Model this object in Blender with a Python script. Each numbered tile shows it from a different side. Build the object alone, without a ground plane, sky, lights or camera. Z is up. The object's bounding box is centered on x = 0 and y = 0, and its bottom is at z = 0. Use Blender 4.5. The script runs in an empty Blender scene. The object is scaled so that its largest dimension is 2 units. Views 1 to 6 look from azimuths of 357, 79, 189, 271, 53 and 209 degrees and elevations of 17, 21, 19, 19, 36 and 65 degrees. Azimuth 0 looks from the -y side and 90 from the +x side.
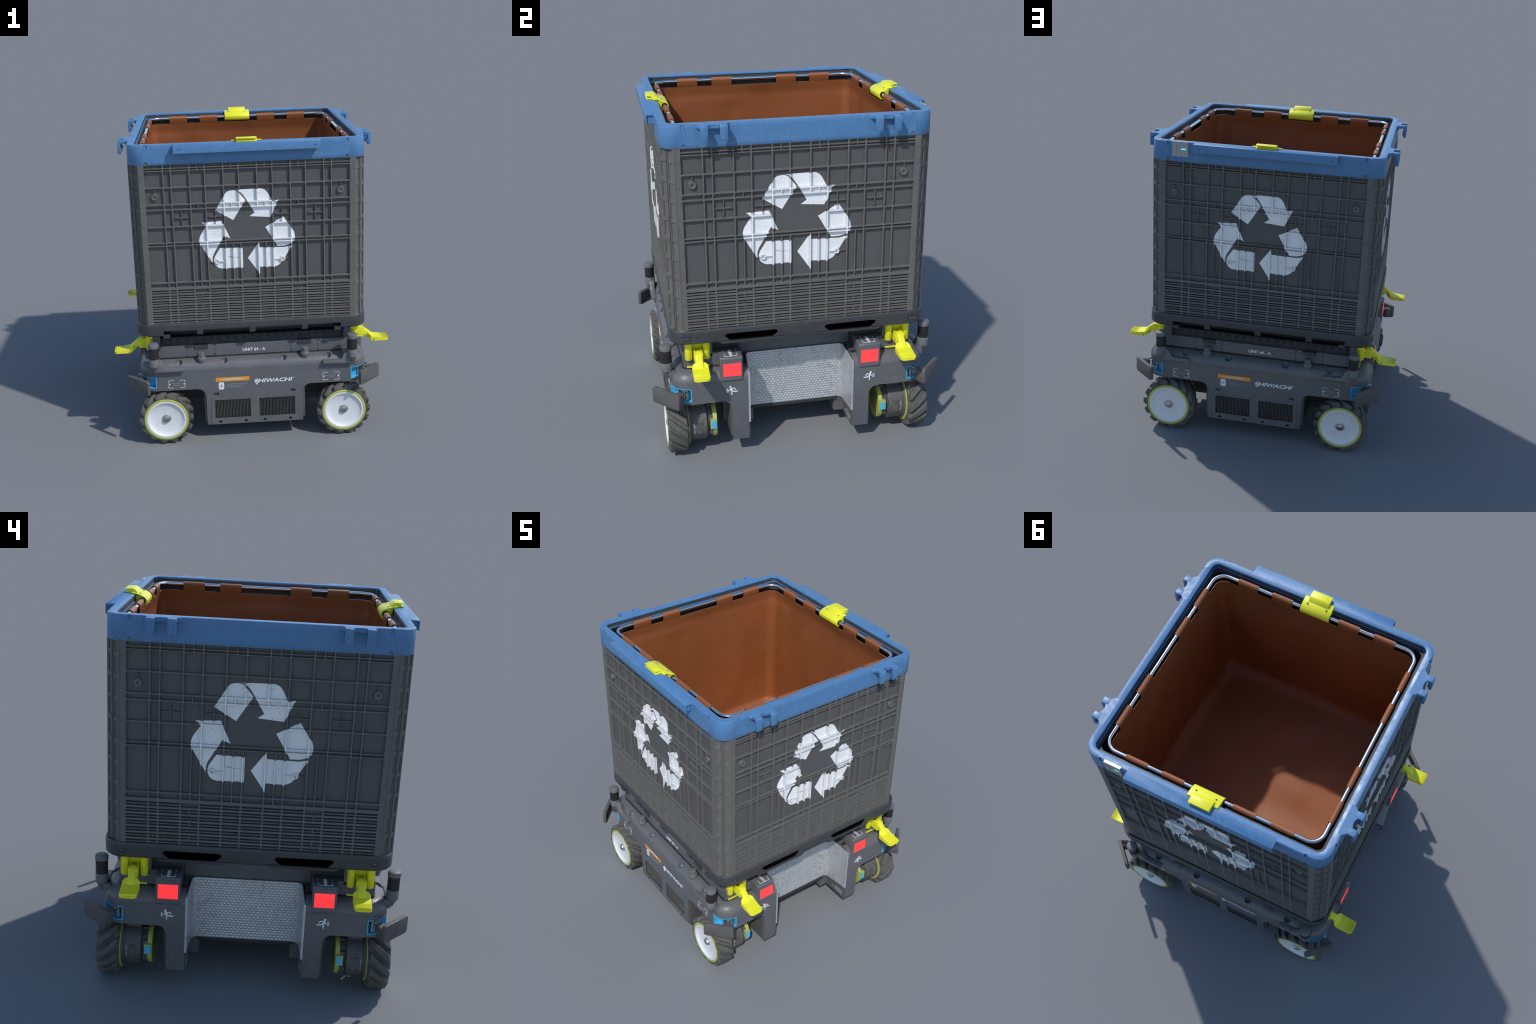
import bpy, bmesh, math, random
from mathutils import Vector, Matrix

random.seed(64)
PI = math.pi
C = bpy.context.scene.collection

# ------------------------------------------------------------------ materials
def mat_base(name):
    m = bpy.data.materials.new(name)
    m.use_nodes = True
    nt = m.node_tree
    b = nt.nodes["Principled BSDF"]
    return m, nt, b

def mixc(nt, fac, a, b):
    n = nt.nodes.new("ShaderNodeMix"); n.data_type = 'RGBA'
    for i, v in ((0, fac), (6, a), (7, b)):
        if hasattr(v, "node"): nt.links.new(v, n.inputs[i])
        elif i == 0: n.inputs[0].default_value = v
        else: n.inputs[i].default_value = (*v, 1)
    return n.outputs[2]

def noise(nt, coord, scale, detail=4, rough=.55, lo=.35, hi=.7):
    n = nt.nodes.new("ShaderNodeTexNoise")
    n.inputs["Scale"].default_value = scale
    n.inputs["Detail"].default_value = detail
    n.inputs["Roughness"].default_value = rough
    nt.links.new(coord, n.inputs["Vector"])
    r = nt.nodes.new("ShaderNodeMapRange")
    r.inputs["From Min"].default_value = lo; r.inputs["From Max"].default_value = hi
    nt.links.new(n.outputs["Fac"], r.inputs["Value"])
    return r.outputs["Result"]

def mul(nt, a, k):
    n = nt.nodes.new("ShaderNodeMath"); n.operation = 'MULTIPLY'
    nt.links.new(a, n.inputs[0])
    if hasattr(k, "node"): nt.links.new(k, n.inputs[1])
    else: n.inputs[1].default_value = k
    return n.outputs[0]

def dusty(name, col, rough=.5, dust=(.20, .165, .13), amount=.35, scale=9, metallic=0.0,
          grain=0.0, grain_scale=300, spec=.5, speck=0.0, speck_col=(.03, .03, .03), coat=0.0):
    """solid colour with cloudy dust patches, tiny specks and fine grain bump"""
    m, nt, b = mat_base(name)
    tc = nt.nodes.new("ShaderNodeTexCoord").outputs["Object"]
    f = noise(nt, tc, scale, 6, .6)
    f2 = noise(nt, tc, scale * 5, 3, .6, .4, .65)
    c = mixc(nt, mul(nt, mul(nt, f, f2), amount), col, dust)
    v = noise(nt, tc, scale * .4, 3, .5, .3, .7)
    c = mixc(nt, mul(nt, v, .18), c, tuple(x * .72 for x in col))
    if speck:
        s = noise(nt, tc, 130, 2, .5, .66, .72)
        c = mixc(nt, mul(nt, s, speck), c, speck_col)
    nt.links.new(c, b.inputs["Base Color"])
    rr = nt.nodes.new("ShaderNodeMapRange")
    rr.inputs["To Min"].default_value = max(0.05, rough - .08); rr.inputs["To Max"].default_value = min(1, rough + .12)
    nt.links.new(f, rr.inputs["Value"]); nt.links.new(rr.outputs["Result"], b.inputs["Roughness"])
    b.inputs["Metallic"].default_value = metallic
    b.inputs["Specular IOR Level"].default_value = spec
    b.inputs["Coat Weight"].default_value = coat
    if grain:
        n = nt.nodes.new("ShaderNodeTexNoise"); n.inputs["Scale"].default_value = grain_scale
        n.inputs["Detail"].default_value = 3
        nt.links.new(tc, n.inputs["Vector"])
        bp = nt.nodes.new("ShaderNodeBump"); bp.inputs["Strength"].default_value = grain
        bp.inputs["Distance"].default_value = .002
        nt.links.new(n.outputs["Fac"], bp.inputs["Height"]); nt.links.new(bp.outputs["Normal"], b.inputs["Normal"])
    return m

def glow(name, col, strength, base=(.1, .02, .02)):
    m, nt, b = mat_base(name)
    b.inputs["Base Color"].default_value = (*base, 1)
    b.inputs["Roughness"].default_value = .4
    b.inputs["Emission Color"].default_value = (*col, 1)
    b.inputs["Emission Strength"].default_value = strength
    return m

def fabric():
    m, nt, b = mat_base("brown_woven_fabric")
    tc = nt.nodes.new("ShaderNodeTexCoord").outputs["Object"]
    f = noise(nt, tc, 4, 4)
    c = mixc(nt, f, (.285, .090, .027), (.330, .108, .036))
    sx = nt.nodes.new("ShaderNodeSeparateXYZ"); nt.links.new(tc, sx.inputs[0])
    ad = nt.nodes.new("ShaderNodeMath"); ad.operation = 'MULTIPLY_ADD'
    nt.links.new(sx.outputs["Y"], ad.inputs[0]); ad.inputs[1].default_value = .93; nt.links.new(sx.outputs["X"], ad.inputs[2])
    def ridge(src, per):
        a = nt.nodes.new("ShaderNodeMath"); a.operation = 'MULTIPLY'; nt.links.new(src, a.inputs[0]); a.inputs[1].default_value = 2 * PI / per
        s = nt.nodes.new("ShaderNodeMath"); s.operation = 'SINE'; nt.links.new(a.outputs[0], s.inputs[0])
        return s.outputs[0]
    r1 = ridge(ad.outputs[0], .0062); r2 = ridge(sx.outputs["Z"], .0075)
    sm = nt.nodes.new("ShaderNodeMath"); sm.operation = 'MULTIPLY_ADD'
    nt.links.new(r2, sm.inputs[0]); sm.inputs[1].default_value = .35; nt.links.new(r1, sm.inputs[2])
    mr = nt.nodes.new("ShaderNodeMapRange"); mr.inputs["From Min"].default_value = -1.3; mr.inputs["From Max"].default_value = 1.3
    mr.inputs["To Min"].default_value = 0; mr.inputs["To Max"].default_value = .16
    nt.links.new(sm.outputs[0], mr.inputs["Value"])
    c = mixc(nt, mr.outputs["Result"], c, (.12, .04, .02))
    nt.links.new(c, b.inputs["Base Color"])
    b.inputs["Roughness"].default_value = .46
    b.inputs["Specular IOR Level"].default_value = .5
    bp = nt.nodes.new("ShaderNodeBump"); bp.inputs["Strength"].default_value = .3; bp.inputs["Distance"].default_value = .002
    nt.links.new(sm.outputs[0], bp.inputs["Height"]); nt.links.new(bp.outputs["Normal"], b.inputs["Normal"])
    return m

def crate_plastic():
    """grey moulded plastic: rib tops are tinted paler and warmer, recessed fields darker"""
    m, nt, b = mat_base("grey_crate_plastic")
    tc = nt.nodes.new("ShaderNodeTexCoord").outputs["Object"]
    f = noise(nt, tc, 7, 6, .6, .3, .7); f2 = noise(nt, tc, 60, 3, .6, .3, .7)
    c = mixc(nt, mul(nt, f, .6), (.088, .0885, .0885), (.108, .103, .097))
    c = mixc(nt, mul(nt, f2, .3), c, (.076, .0765, .079))
    sx = nt.nodes.new("ShaderNodeSeparateXYZ"); nt.links.new(tc, sx.inputs[0])
    mr = nt.nodes.new("ShaderNodeMapRange")
    mr.inputs["From Min"].default_value = .7180; mr.inputs["From Max"].default_value = .7290
    ng = nt.nodes.new("ShaderNodeMath"); ng.operation = 'MULTIPLY'; ng.inputs[1].default_value = -1
    nt.links.new(sx.outputs["Y"], ng.inputs[0]); nt.links.new(ng.outputs[0], mr.inputs["Value"])
    rib_pale = mul(nt, mr.outputs["Result"], noise(nt, tc, 25, 5, .6, .1, .6))
    c = mixc(nt, mul(nt, rib_pale, .6), c, (.165, .155, .142))
    s = noise(nt, tc, 150, 2, .5, .68, .73)
    c = mixc(nt, mul(nt, s, .6), c, (.03, .03, .032))
    nt.links.new(c, b.inputs["Base Color"])
    b.inputs["Roughness"].default_value = .55
    return m

def paint():
    m, nt, b = mat_base("white_stencil_paint")
    tc = nt.nodes.new("ShaderNodeTexCoord").outputs["Object"]
    c = mixc(nt, mul(nt, noise(nt, tc, 9, 5), .35), (.86, .87, .89), (.74, .74, .75))
    c = mixc(nt, mul(nt, noise(nt, tc, 85, 3, .6, .66, .70), .7), c, (.22, .21, .20))
    mp = nt.nodes.new("ShaderNodeMapping"); mp.inputs["Rotation"].default_value = (0, .9, 0); mp.inputs["Scale"].default_value = (4, 1, 55)
    nt.links.new(tc, mp.inputs["Vector"])
    sc = mul(nt, noise(nt, mp.outputs["Vector"], 1.0, 2, .5, .70, .72), noise(nt, tc, 5, 2, .5, .5, .6))
    c = mixc(nt, mul(nt, sc, .6), c, (.2, .2, .2))
    # rib flanks inside the symbol are tinted greyer, giving thin dark outlines
    nrm = nt.nodes.new("ShaderNodeTexCoord").outputs["Normal"]
    sn = nt.nodes.new("ShaderNodeSeparateXYZ"); nt.links.new(nrm, sn.inputs[0])
    ab = nt.nodes.new("ShaderNodeMath"); ab.operation = 'ABSOLUTE'; nt.links.new(sn.outputs["Y"], ab.inputs[0])
    fl = nt.nodes.new("ShaderNodeMapRange"); nt.links.new(ab.outputs[0], fl.inputs["Value"])
    fl.inputs["From Min"].default_value = .85; fl.inputs["From Max"].default_value = .6; fl.inputs["To Max"].default_value = .45
    c = mixc(nt, mul(nt, fl.outputs["Result"], noise(nt, tc, 30, 3, .6, .2, .5)), c, (.22, .21, .20))
    nt.links.new(c, b.inputs["Base Color"]); b.inputs["Roughness"].default_value = .5
    return m

M = {}
M['crate'] = crate_plastic()
M['crate_dark'] = dusty("dark_inner_plastic", (.05, .05, .05), .6, amount=.3)
M['paint'] = paint()
M['blue'] = dusty("blue_rim_plastic", (.070, .200, .405), .42, dust=(.25, .33, .43), amount=.35, scale=22, speck=.35, speck_col=(.30, .42, .62), grain=.06)
M['yellow'] = dusty("yellow_plastic", (.82, .80, .026), .42, dust=(.70, .68, .10), amount=.15, scale=20)
M['yellow_dull'] = dusty("dusty_yellow_plastic", (.44, .49, .10), .58, dust=(.33, .32, .20), amount=.6, scale=16)
M['body'] = dusty("charcoal_body_plastic", (.116, .119, .129), .42, dust=(.20, .175, .15), amount=.45, scale=8, grain=.12, grain_scale=500, speck=.35, speck_col=(.22, .2, .18))
M['pallet'] = dusty("dark_tray_plastic", (.046, .048, .052), .38, dust=(.15, .13, .11), amount=.2, scale=8)
M['deck'] = dusty("black_deck_plastic", (.030, .032, .036), .5, amount=.15, scale=8)
M['black'] = dusty("black_rubber", (.014, .014, .015), .5, amount=.08, scale=10)
M['void'] = dusty("painted_cavity_shadow_black", (.003, .003, .003), .95, amount=0, spec=.02)  # near-black base keeps tray slots in deep shadow even where sun enters
M['post'] = dusty("grey_post_plastic", (.135, .137, .145), .5, dust=(.22, .2, .17), amount=.4, scale=25, grain=.1)
M['tire'] = dusty("dusty_tire_rubber", (.082, .080, .076), .78, dust=(.21, .185, .155), amount=.75, scale=14, grain=.2, grain_scale=250)
M['drum'] = dusty("dusty_motor_casing", (.085, .083, .082), .6, dust=(.19, .16, .13), amount=.7, scale=14, grain=.1)
M['white'] = dusty("white_wheel_disc", (.74, .75, .78), .42, dust=(.52, .50, .47), amount=.4, scale=14)
M['steel'] = dusty("polished_steel_tube", (.72, .73, .75), .16, amount=.03, metallic=1, scale=10)
M['hub'] = dusty("worn_steel", (.50, .50, .51), .32, amount=.25, metallic=1, scale=30)
M['tread'] = dusty("galvanised_tread_plate", (.60, .615, .635), .42, dust=(.36, .36, .35), amount=.9, metallic=.5, scale=10, grain=.25, grain_scale=420)
M['cyan'] = dusty("cyan_socket_plastic", (.07, .48, .78), .3, dust=(.15, .4, .6), amount=.2, scale=20)
M['bumper'] = dusty("grained_bumper_rubber", (.088, .084, .083), .6, dust=(.2, .18, .16), amount=.4, scale=18, grain=1.0, grain_scale=110)
M['mark'] = dusty("white_marking", (.78, .79, .82), .5, dust=(.4, .4, .4), amount=.25, scale=40)
M['mark_dim'] = dusty("faded_white_marking", (.33, .33, .34), .5, amount=.2, scale=40)
M['orange'] = dusty("orange_label", (.80, .29, .016), .5, dust=(.5, .36, .08), amount=.6, scale=40)
M['fabric'] = fabric()
M['alloy'] = dusty("brushed_alloy_box", (.42, .43, .44), .38, amount=.15, metallic=.6, scale=20)
M['red_glow'] = glow("red_signal_light", (1, .028, .035), 1.0, (.05, .05, .05))
M['cyan_glow'] = glow("cyan_signal_light", (.06, 1, 1), 1.0, (.02, .1, .1))
M['cut'] = bpy.data.materials.new("cut_face")

# ------------------------------------------------------------------ helpers
def finish(me, ang=35):
    me.polygons.foreach_set("use_smooth", [True] * len(me.polygons))
    me.set_sharp_from_angle(angle=math.radians(ang))

def new_obj(name, me, mat, parent, ang=35, kind=None):
    if mat is not None and not me.materials: me.materials.append(M[mat])
    finish(me, ang)
    o = bpy.data.objects.new(name, me); C.objects.link(o)
    if parent is not None: o.parent = parent
    if kind: o["kind"] = kind
    return o

def bm_obj(name, bm, mat, parent, ang=35, kind=None):
    bmesh.ops.recalc_face_normals(bm, faces=bm.faces)
    me = bpy.data.meshes.new(name); bm.to_mesh(me); bm.free()
    return new_obj(name, me, mat, parent, ang, kind)

def copy_obj(o, parent, mtx):
    c = o.copy(); C.objects.link(c); c.parent = parent; c.matrix_basis = mtx @ o.matrix_basis
    return c

SX = Matrix.Scale(-1, 4, (1, 0, 0)); SY = Matrix.Scale(-1, 4, (0, 1, 0)); R180 = Matrix.Rotation(PI, 4, 'Z')
QUAD = (SX, SY, SX @ SY)

def spread(objs, mats, parent=None):
    """repeat objects (sharing mesh data) under the given transforms; objs[0] parents the rest"""
    out = []
    for mt in mats:
        head = copy_obj(objs[0], parent or objs[0].parent, mt)
        for o in objs[1:]:
            c = o.copy(); C.objects.link(c); c.parent = head if o.parent == objs[0] else (parent or o.parent)
            c.matrix_basis = o.matrix_basis if o.parent == objs[0] else mt @ o.matrix_basis
        out.append(head)
    return out

def bevel(bm, w, seg=2, ang=30):
    es = [e for e in bm.edges if len(e.link_faces) == 2 and e.calc_face_angle(0) > math.radians(ang)]
    if es and w: bmesh.ops.bevel(bm, geom=es, offset=w, segments=seg, profile=.5, affect='EDGES', clamp_overlap=True)

def add_box(bm, x0, x1, y0, y1, z0, z1, bev=0, seg=2):
    t = bmesh.new()
    vs = [t.verts.new((x, y, z)) for z in (z0, z1) for y in (y0, y1) for x in (x0, x1)]
    for f in ((0, 2, 3, 1), (4, 5, 7, 6), (0, 1, 5, 4), (2, 6, 7, 3), (0, 4, 6, 2), (1, 3, 7, 5)):
        t.faces.new([vs[i] for i in f])
    bevel(t, bev, seg); merge(bm, t)

def merge(bm, t, mtx=None):
    if mtx is not None: t.transform(mtx)
    bmesh.ops.recalc_face_normals(t, faces=t.faces)
    me = bpy.data.meshes.new("tmp"); t.to_mesh(me); t.free()
    bm.from_mesh(me); bpy.data.meshes.remove(me)

def place(axis, p, d):
    """2D point p=(a,b) and depth d to 3D; axis is the extrusion axis"""
    a, b = p
    return (d, a, b) if axis == 'x' else (a, d, b) if axis == 'y' else (a, b, d)

def add_prism(bm, pts, axis, d0, d1, bev=0, seg=2):
    t = bmesh.new()
    lo = [t.verts.new(place(axis, p, d0)) for p in pts]; hi = [t.verts.new(place(axis, p, d1)) for p in pts]
    n = len(pts)
    t.faces.new(lo); t.faces.new(hi)
    for i in range(n): t.faces.new((lo[i], lo[(i + 1) % n], hi[(i + 1) % n], hi[i]))
    bmesh.ops.recalc_face_normals(t, faces=t.faces)
    bevel(t, bev, seg); merge(bm, t)

def add_loft(bm, rings, caps=True, closed=True):
    t = bmesh.new()
    vs = [[t.verts.new(p) for p in r] for r in rings]
    n = len(rings[0])
    for a, b in zip(vs, vs[1:]):
        for i in range(n if closed else n - 1):
            j = (i + 1) % n; t.faces.new((a[i], a[j], b[j], b[i]))
    if caps: t.faces.new(vs[0]); t.faces.new(vs[-1])
    merge(bm, t)

def add_torus_loft(bm, rings):
    """rings closed into a loop"""
    t = bmesh.new()
    vs = [[t.verts.new(p) for p in r] for r in rings]; n = len(rings[0]); m = len(rings)
    for k in range(m):
        a, b = vs[k], vs[(k + 1) % m]
        for i in range(n):
            j = (i + 1) % n; t.faces.new((a[i], a[j], b[j], b[i]))
    merge(bm, t)

def add_lathe(bm, prof, origin, axis='z', n=40, closed=False):
    """prof: (radius, along) pairs, revolved about axis through origin"""
    rings = []
    for r, h in prof:
        ring = []
        for i in range(n):
            a = 2 * PI * i / n; c, s = r * math.cos(a), r * math.sin(a)
            p = {'z': (c, s, h), 'y': (c, h, s), 'x': (h, c, s)}[axis]
            ring.append(Vector(p) + Vector(origin))
        rings.append(ring)
    if closed: add_torus_loft(bm, rings)
    else: add_loft(bm, rings)

def rrect(h, r, z, n=10, hy=None):
    """rounded square ring, half size h, corner radius r, height z"""
    hy = h if hy is None else hy
    out = []
    for k, (sx, sy) in enumerate(((1, -1), (1, 1), (-1, 1), (-1, -1))):
        for i in range(n + 1):
            a = -PI / 2 + k * PI / 2 + (PI / 2) * i / n
            out.append((sx * (h - r) + r * math.cos(a), sy * (hy - r) + r * math.sin(a), z))
    return out

def mesh_of(o):
    dg = bpy.context.evaluated_depsgraph_get(); dg.update()
    return bpy.data.meshes.new_from_object(o.evaluated_get(dg))

def boolean(o, cutter_bm, op='DIFFERENCE', cut_mat=False):
    me = bpy.data.meshes.new("cutter"); bmesh.ops.recalc_face_normals(cutter_bm, faces=cutter_bm.faces)
    cutter_bm.to_mesh(me); cutter_bm.free()
    if cut_mat: me.materials.append(M['cut'])
    c = bpy.data.objects.new("cutter", me); C.objects.link(c)
    m = o.modifiers.new("b", 'BOOLEAN'); m.object = c; m.operation = op; m.solver = 'EXACT'
    m.use_hole_tolerant = False
    if cut_mat: m.material_mode = 'TRANSFER'
    r = mesh_of(o); o.modifiers.clear()
    old = o.data; o.data = r
    if old.users == 0: bpy.data.meshes.remove(old)
    bpy.data.objects.remove(c); bpy.data.meshes.remove(me)
    return o

def heightfield(ribs, ulo, uhi, vlo, vhi, slope, fn, extra_u=(), extra_v=()):
    """grid whose lines follow every rib edge; rib = (u0,u1,v0,v1,height); fn maps (u,v,h) to 3D"""
    us = {ulo, uhi, *extra_u}; vs = {vlo, vhi, *extra_v}
    for u0, u1, v0, v1, h in ribs:
        for s, lo, hi, a, b in ((us, ulo, uhi, u0, u1), (vs, vlo, vhi, v0, v1)):
            for q in (a, a + slope, b - slope, b):
                if lo < q < hi: s.add(round(q, 5))
    us = sorted(us); vs = sorted(vs)
    us = [q for i, q in enumerate(us) if i == 0 or q - us[i - 1] > 2e-4]
    vs = [q for i, q in enumerate(vs) if i == 0 or q - vs[i - 1] > 2e-4]
    def H(u, v):
        best = 0
        for u0, u1, v0, v1, h in ribs:
            d = min(u - u0, u1 - u, v - v0, v1 - v)
            if d > 0: best = max(best, h * min(1, d / (slope * .98)))
        return best
    return us, vs, [[fn(u, v, H(u, v)) for u in us] for v in vs]

def text_mesh(s, height, depth=.0012, bold=.0, shear=0, spacing=1.0):
    cu = bpy.data.curves.new("txt", 'FONT'); cu.body = s; cu.size = 1; cu.extrude = 0
    cu.offset = bold; cu.shear = shear; cu.space_character = spacing; cu.align_x = 'LEFT'; cu.resolution_u = 3
    o = bpy.data.objects.new("txt", cu); C.objects.link(o)
    me = mesh_of(o); bpy.data.objects.remove(o); bpy.data.curves.remove(cu)
    return me

def lettering(name, s, mat, parent, box, fn, depth=.0012, bold=.0, shear=0, spacing=1.0):
    """fit text to box (u0,u1,v0,v1); fn maps (u,v,d) to 3D"""
    me = text_mesh(s, 1, 0, bold, shear, spacing)
    bm = bmesh.new(); bm.from_mesh(me); bpy.data.meshes.remove(me)
    bmesh.ops.remove_doubles(bm, verts=bm.verts, dist=1e-5)
    xs = [v.co.x for v in bm.verts]; ys = [v.co.y for v in bm.verts]
    x0, x1, y0, y1 = min(xs), max(xs), min(ys), max(ys)
    r = bmesh.ops.extrude_face_region(bm, geom=list(bm.faces))
    top = {v for v in r['geom'] if isinstance(v, bmesh.types.BMVert)}
    for v in bm.verts:
        u = box[0] + (v.co.x - x0) / (x1 - x0) * (box[1] - box[0]); w = box[2] + (v.co.y - y0) / (y1 - y0) * (box[3] - box[2])
        v.co = fn(u, w, depth if v in top else -.0015)
    return bm_obj(name, bm, mat, parent)

def stroke(bm, pts, w, fn, d, closed=False):
    """flat ribbon with rounded ends following pts in (u,v); thickness d"""
    for k, ((ax, ay), (bx, by)) in enumerate(zip(pts, pts[1:])):
        L = math.hypot(bx - ax, by - ay) or 1e-6; tx, ty = (bx - ax) / L, (by - ay) / L
        poly = []
        for (cx, cy), s in (((bx, by), 1), ((ax, ay), -1)):
            for i in range(7):
                a = -PI / 2 + PI * i / 6
                c, q = math.cos(a) * s, math.sin(a) * s
                poly.append((cx + w / 2 * (tx * c - ty * q), cy + w / 2 * (ty * c + tx * q)))
        t = bmesh.new(); dd = d + .00006 * k
        lo = [t.verts.new(fn(*p, -.001)) for p in poly]; hi = [t.verts.new(fn(*p, dd)) for p in poly]
        t.faces.new(lo); t.faces.new(hi); n = len(poly)
        for i in range(n): t.faces.new((lo[i], lo[(i + 1) % n], hi[(i + 1) % n], hi[i]))
        merge(bm, t)

def disc(bm, c, r, fn, d, n=16, ry=None):
    ry = ry or r
    t = bmesh.new()
    poly = [(c[0] + r * math.cos(2 * PI * i / n), c[1] + ry * math.sin(2 * PI * i / n)) for i in range(n)]
    lo = [t.verts.new(fn(*p, -.001)) for p in poly]; hi = [t.verts.new(fn(*p, d)) for p in poly]
    t.faces.new(lo); t.faces.new(hi)
    for i in range(n): t.faces.new((lo[i], lo[(i + 1) % n], hi[(i + 1) % n], hi[i]))
    merge(bm, t)

# ------------------------------------------------------------------ root
root = bpy.data.objects.new("recycling_cart_robot", None); C.objects.link(root)
root["label"] = "wheeled robot base carrying a dark crate with recycling symbols"
root["category"] = "robot cart"

# ================================================================== CRATE
WALL = .7300; FIELD = .7145; RIBH = WALL - FIELD
bm = bmesh.new()
out = [rrect(.697, .055, z) for z in (.822, 1.93)]; inn = [rrect(.689, .05, z) for z in (1.93, .84)]
add_loft(bm, out + inn)
crate = bm_obj("crate", bm, 'crate_dark', root)

ribs = []
def vrib(x, z0, z1, w=.0115, h=RIBH): ribs.append((x - w / 2, x + w / 2, z0, z1, h))
def hrib(z, x0, x1, w=.0115, h=RIBH): ribs.append((x0, x1, z - w / 2, z + w / 2, h))
ZB, ZT = .812, 1.862
ribs.append((-.67, -.627, ZB - .02, ZT + .02, RIBH)); ribs.append((.627, .67, ZB - .02, ZT + .02, RIBH))
ribs.append((-.67, .67, ZB - .02, .8245, RIBH)); ribs.append((-.67, .67, 1.8475, ZT + .02, RIBH))
for s in (-1, 1):
    for x in (.150, .262, .3555, .468, .516): vrib(s * x, .815, 1.855)
    vrib(s * .0555, 1.5697, 1.855); vrib(s * .0555, .815, 1.345)
    for x in (.103, .3085): vrib(s * x, 1.062, 1.345, .010)
    for z in (1.5855,): vrib(s * .103, 1.570, 1.602, .009); vrib(s * .309, 1.570, 1.602, .009)
    vrib(s * .103, 1.813, 1.85, .009); vrib(s * .309, 1.813, 1.85, .009)
    for cx in (.4140, .2052):
        vrib(s * cx, 1.468, 1.566, .008, RIBH * .8); hrib(1.5165, s * cx - .046, s * cx + .046, .008, RIBH * .8)
    hrib(1.4614, *sorted((s * .146, s * .65)))
    for z in (1.0054, .9371, .8683): vrib(s * .3095, z - .013, z + .013, .009)
    hrib(1.2235, *sorted((s * .150, s * .262)), .007, RIBH * .55)
    vrib(s * .5735, 1.655, 1.703, .009, RIBH * .8)
for z in (1.8285, 1.8131): hrib(z, -.65, .65, .009)
for z in (1.7089, 1.6018, 1.5697): hrib(z, -.65, .65)
for z in (1.3585, 1.3405): hrib(z, -.65, .65, .0095)
hrib(1.0997, -.65, .65, .0125); hrib(1.0600, -.65, .65, .0210)
for k in range(7):           # louvres: a heavy slat, then a thin one
    thin, heavy = 1.0372 - .0343 * k, 1.0205 - .0343 * k
    if k < 6: hrib(heavy, -.65, .65, .0150)
    for a, b in ((-.65, -.3555), (-.262, .262), (.3555, .65)): hrib(thin, a, b, .0100, RIBH * .96)
    if k:
        for s in (-1, 1): hrib(thin, *sorted((s * .3555, s * .262)), .0100, RIBH * .96)
us, vs, P = heightfield(ribs, -.664, .664, ZB, ZT, .0022, lambda u, v, h: Vector((u, -FIELD - h, v)))
bm = bmesh.new()
g = [[bm.verts.new(p) for p in row] for row in P]
nu, nv = len(us), len(vs)
for j in range(nv - 1):
    for i in range(nu - 1): bm.faces.new((g[j][i], g[j][i + 1], g[j + 1][i + 1], g[j + 1][i]))
border = [g[0][i] for i in range(nu)] + [g[j][-1] for j in range(1, nv)] + [g[-1][i] for i in range(nu - 2, -1, -1)] + [g[j][0] for j in range(nv - 2, 0, -1)]
back = [bm.verts.new((v.co.x, -.698, v.co.z)) for v in border]
n = len(border)
for i in range(n): bm.faces.new((border[i], border[(i + 1) % n], back[(i + 1) % n], back[i]))
bm.faces.new(back)
bmesh.ops.triangulate(bm, faces=[f for f in bm.faces if len(f.verts) == 4])
panel = bm_obj("wall_panel", bm, 'crate', crate, 30)

# recycling symbol: three bent arrows, each a tail and a head piece split by a fold line
SYMBOL = [
    [(-.2053, 1.5512), (-.1437, 1.6526), (-.134, 1.6635), (-.1204, 1.6705), (-.0958, 1.6739), (-.0800, 1.6725), (-.0680, 1.6675), (-.0560, 1.6575), (-.0186, 1.6094), (-.0970, 1.4853)],
    [(-.0790, 1.6768), (.0673, 1.6790), (.0870, 1.6770), (.1025, 1.6700), (.1140, 1.6590), (.1253, 1.6424), (.1485, 1.5975), (.1862, 1.6068), (.1349, 1.4945), (.0052, 1.5055), (.0376, 1.5285), (-.0060, 1.6040), (-.0330, 1.6450), (-.0510, 1.6640), (-.0630, 1.6725)],
    [(-.2946, 1.4777), (-.1681, 1.4832), (-.1195, 1.3686), (-.1585, 1.3869), (-.2000, 1.3180), (-.2260, 1.2740), (-.2345, 1.2520), (-.2365, 1.2160), (-.3075, 1.3360), (-.3125, 1.3480), (-.3130, 1.3680), (-.3080, 1.3880), (-.2980, 1.4079), (-.2640, 1.4569)],
    [(-.1860, 1.3085), (-.0453, 1.3050), (-.0449, 1.1758), (-.1807, 1.1741), (-.2000, 1.1800), (-.2170, 1.1935), (-.2270, 1.2140), (-.2270, 1.2350), (-.2200, 1.2560)],
    [(.2144, 1.4950), (.1007, 1.4323), (.1751, 1.3063), (.2180, 1.3065), (.2480, 1.3130), (.2700, 1.3280), (.2820, 1.3450), (.2850, 1.3640), (.2830, 1.3840), (.2770, 1.4010)],
    [(.0597, 1.3379), (-.0139, 1.2364), (.0586, 1.1300), (.0608, 1.1745), (.1493, 1.1720), (.1700, 1.1760), (.1900, 1.1880), (.2080, 1.2105), (.2700, 1.3130), (.2520, 1.3030), (.2200, 1.2965), (.0625, 1.3010)],
]
def symbol_cutter():
    b = bmesh.new()
    for pts in SYMBOL: add_prism(b, pts, 'y', -.78, -.7100)
    return b
sym = new_obj("recycling_symbol", panel.data.copy(), None, crate, 30)
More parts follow.
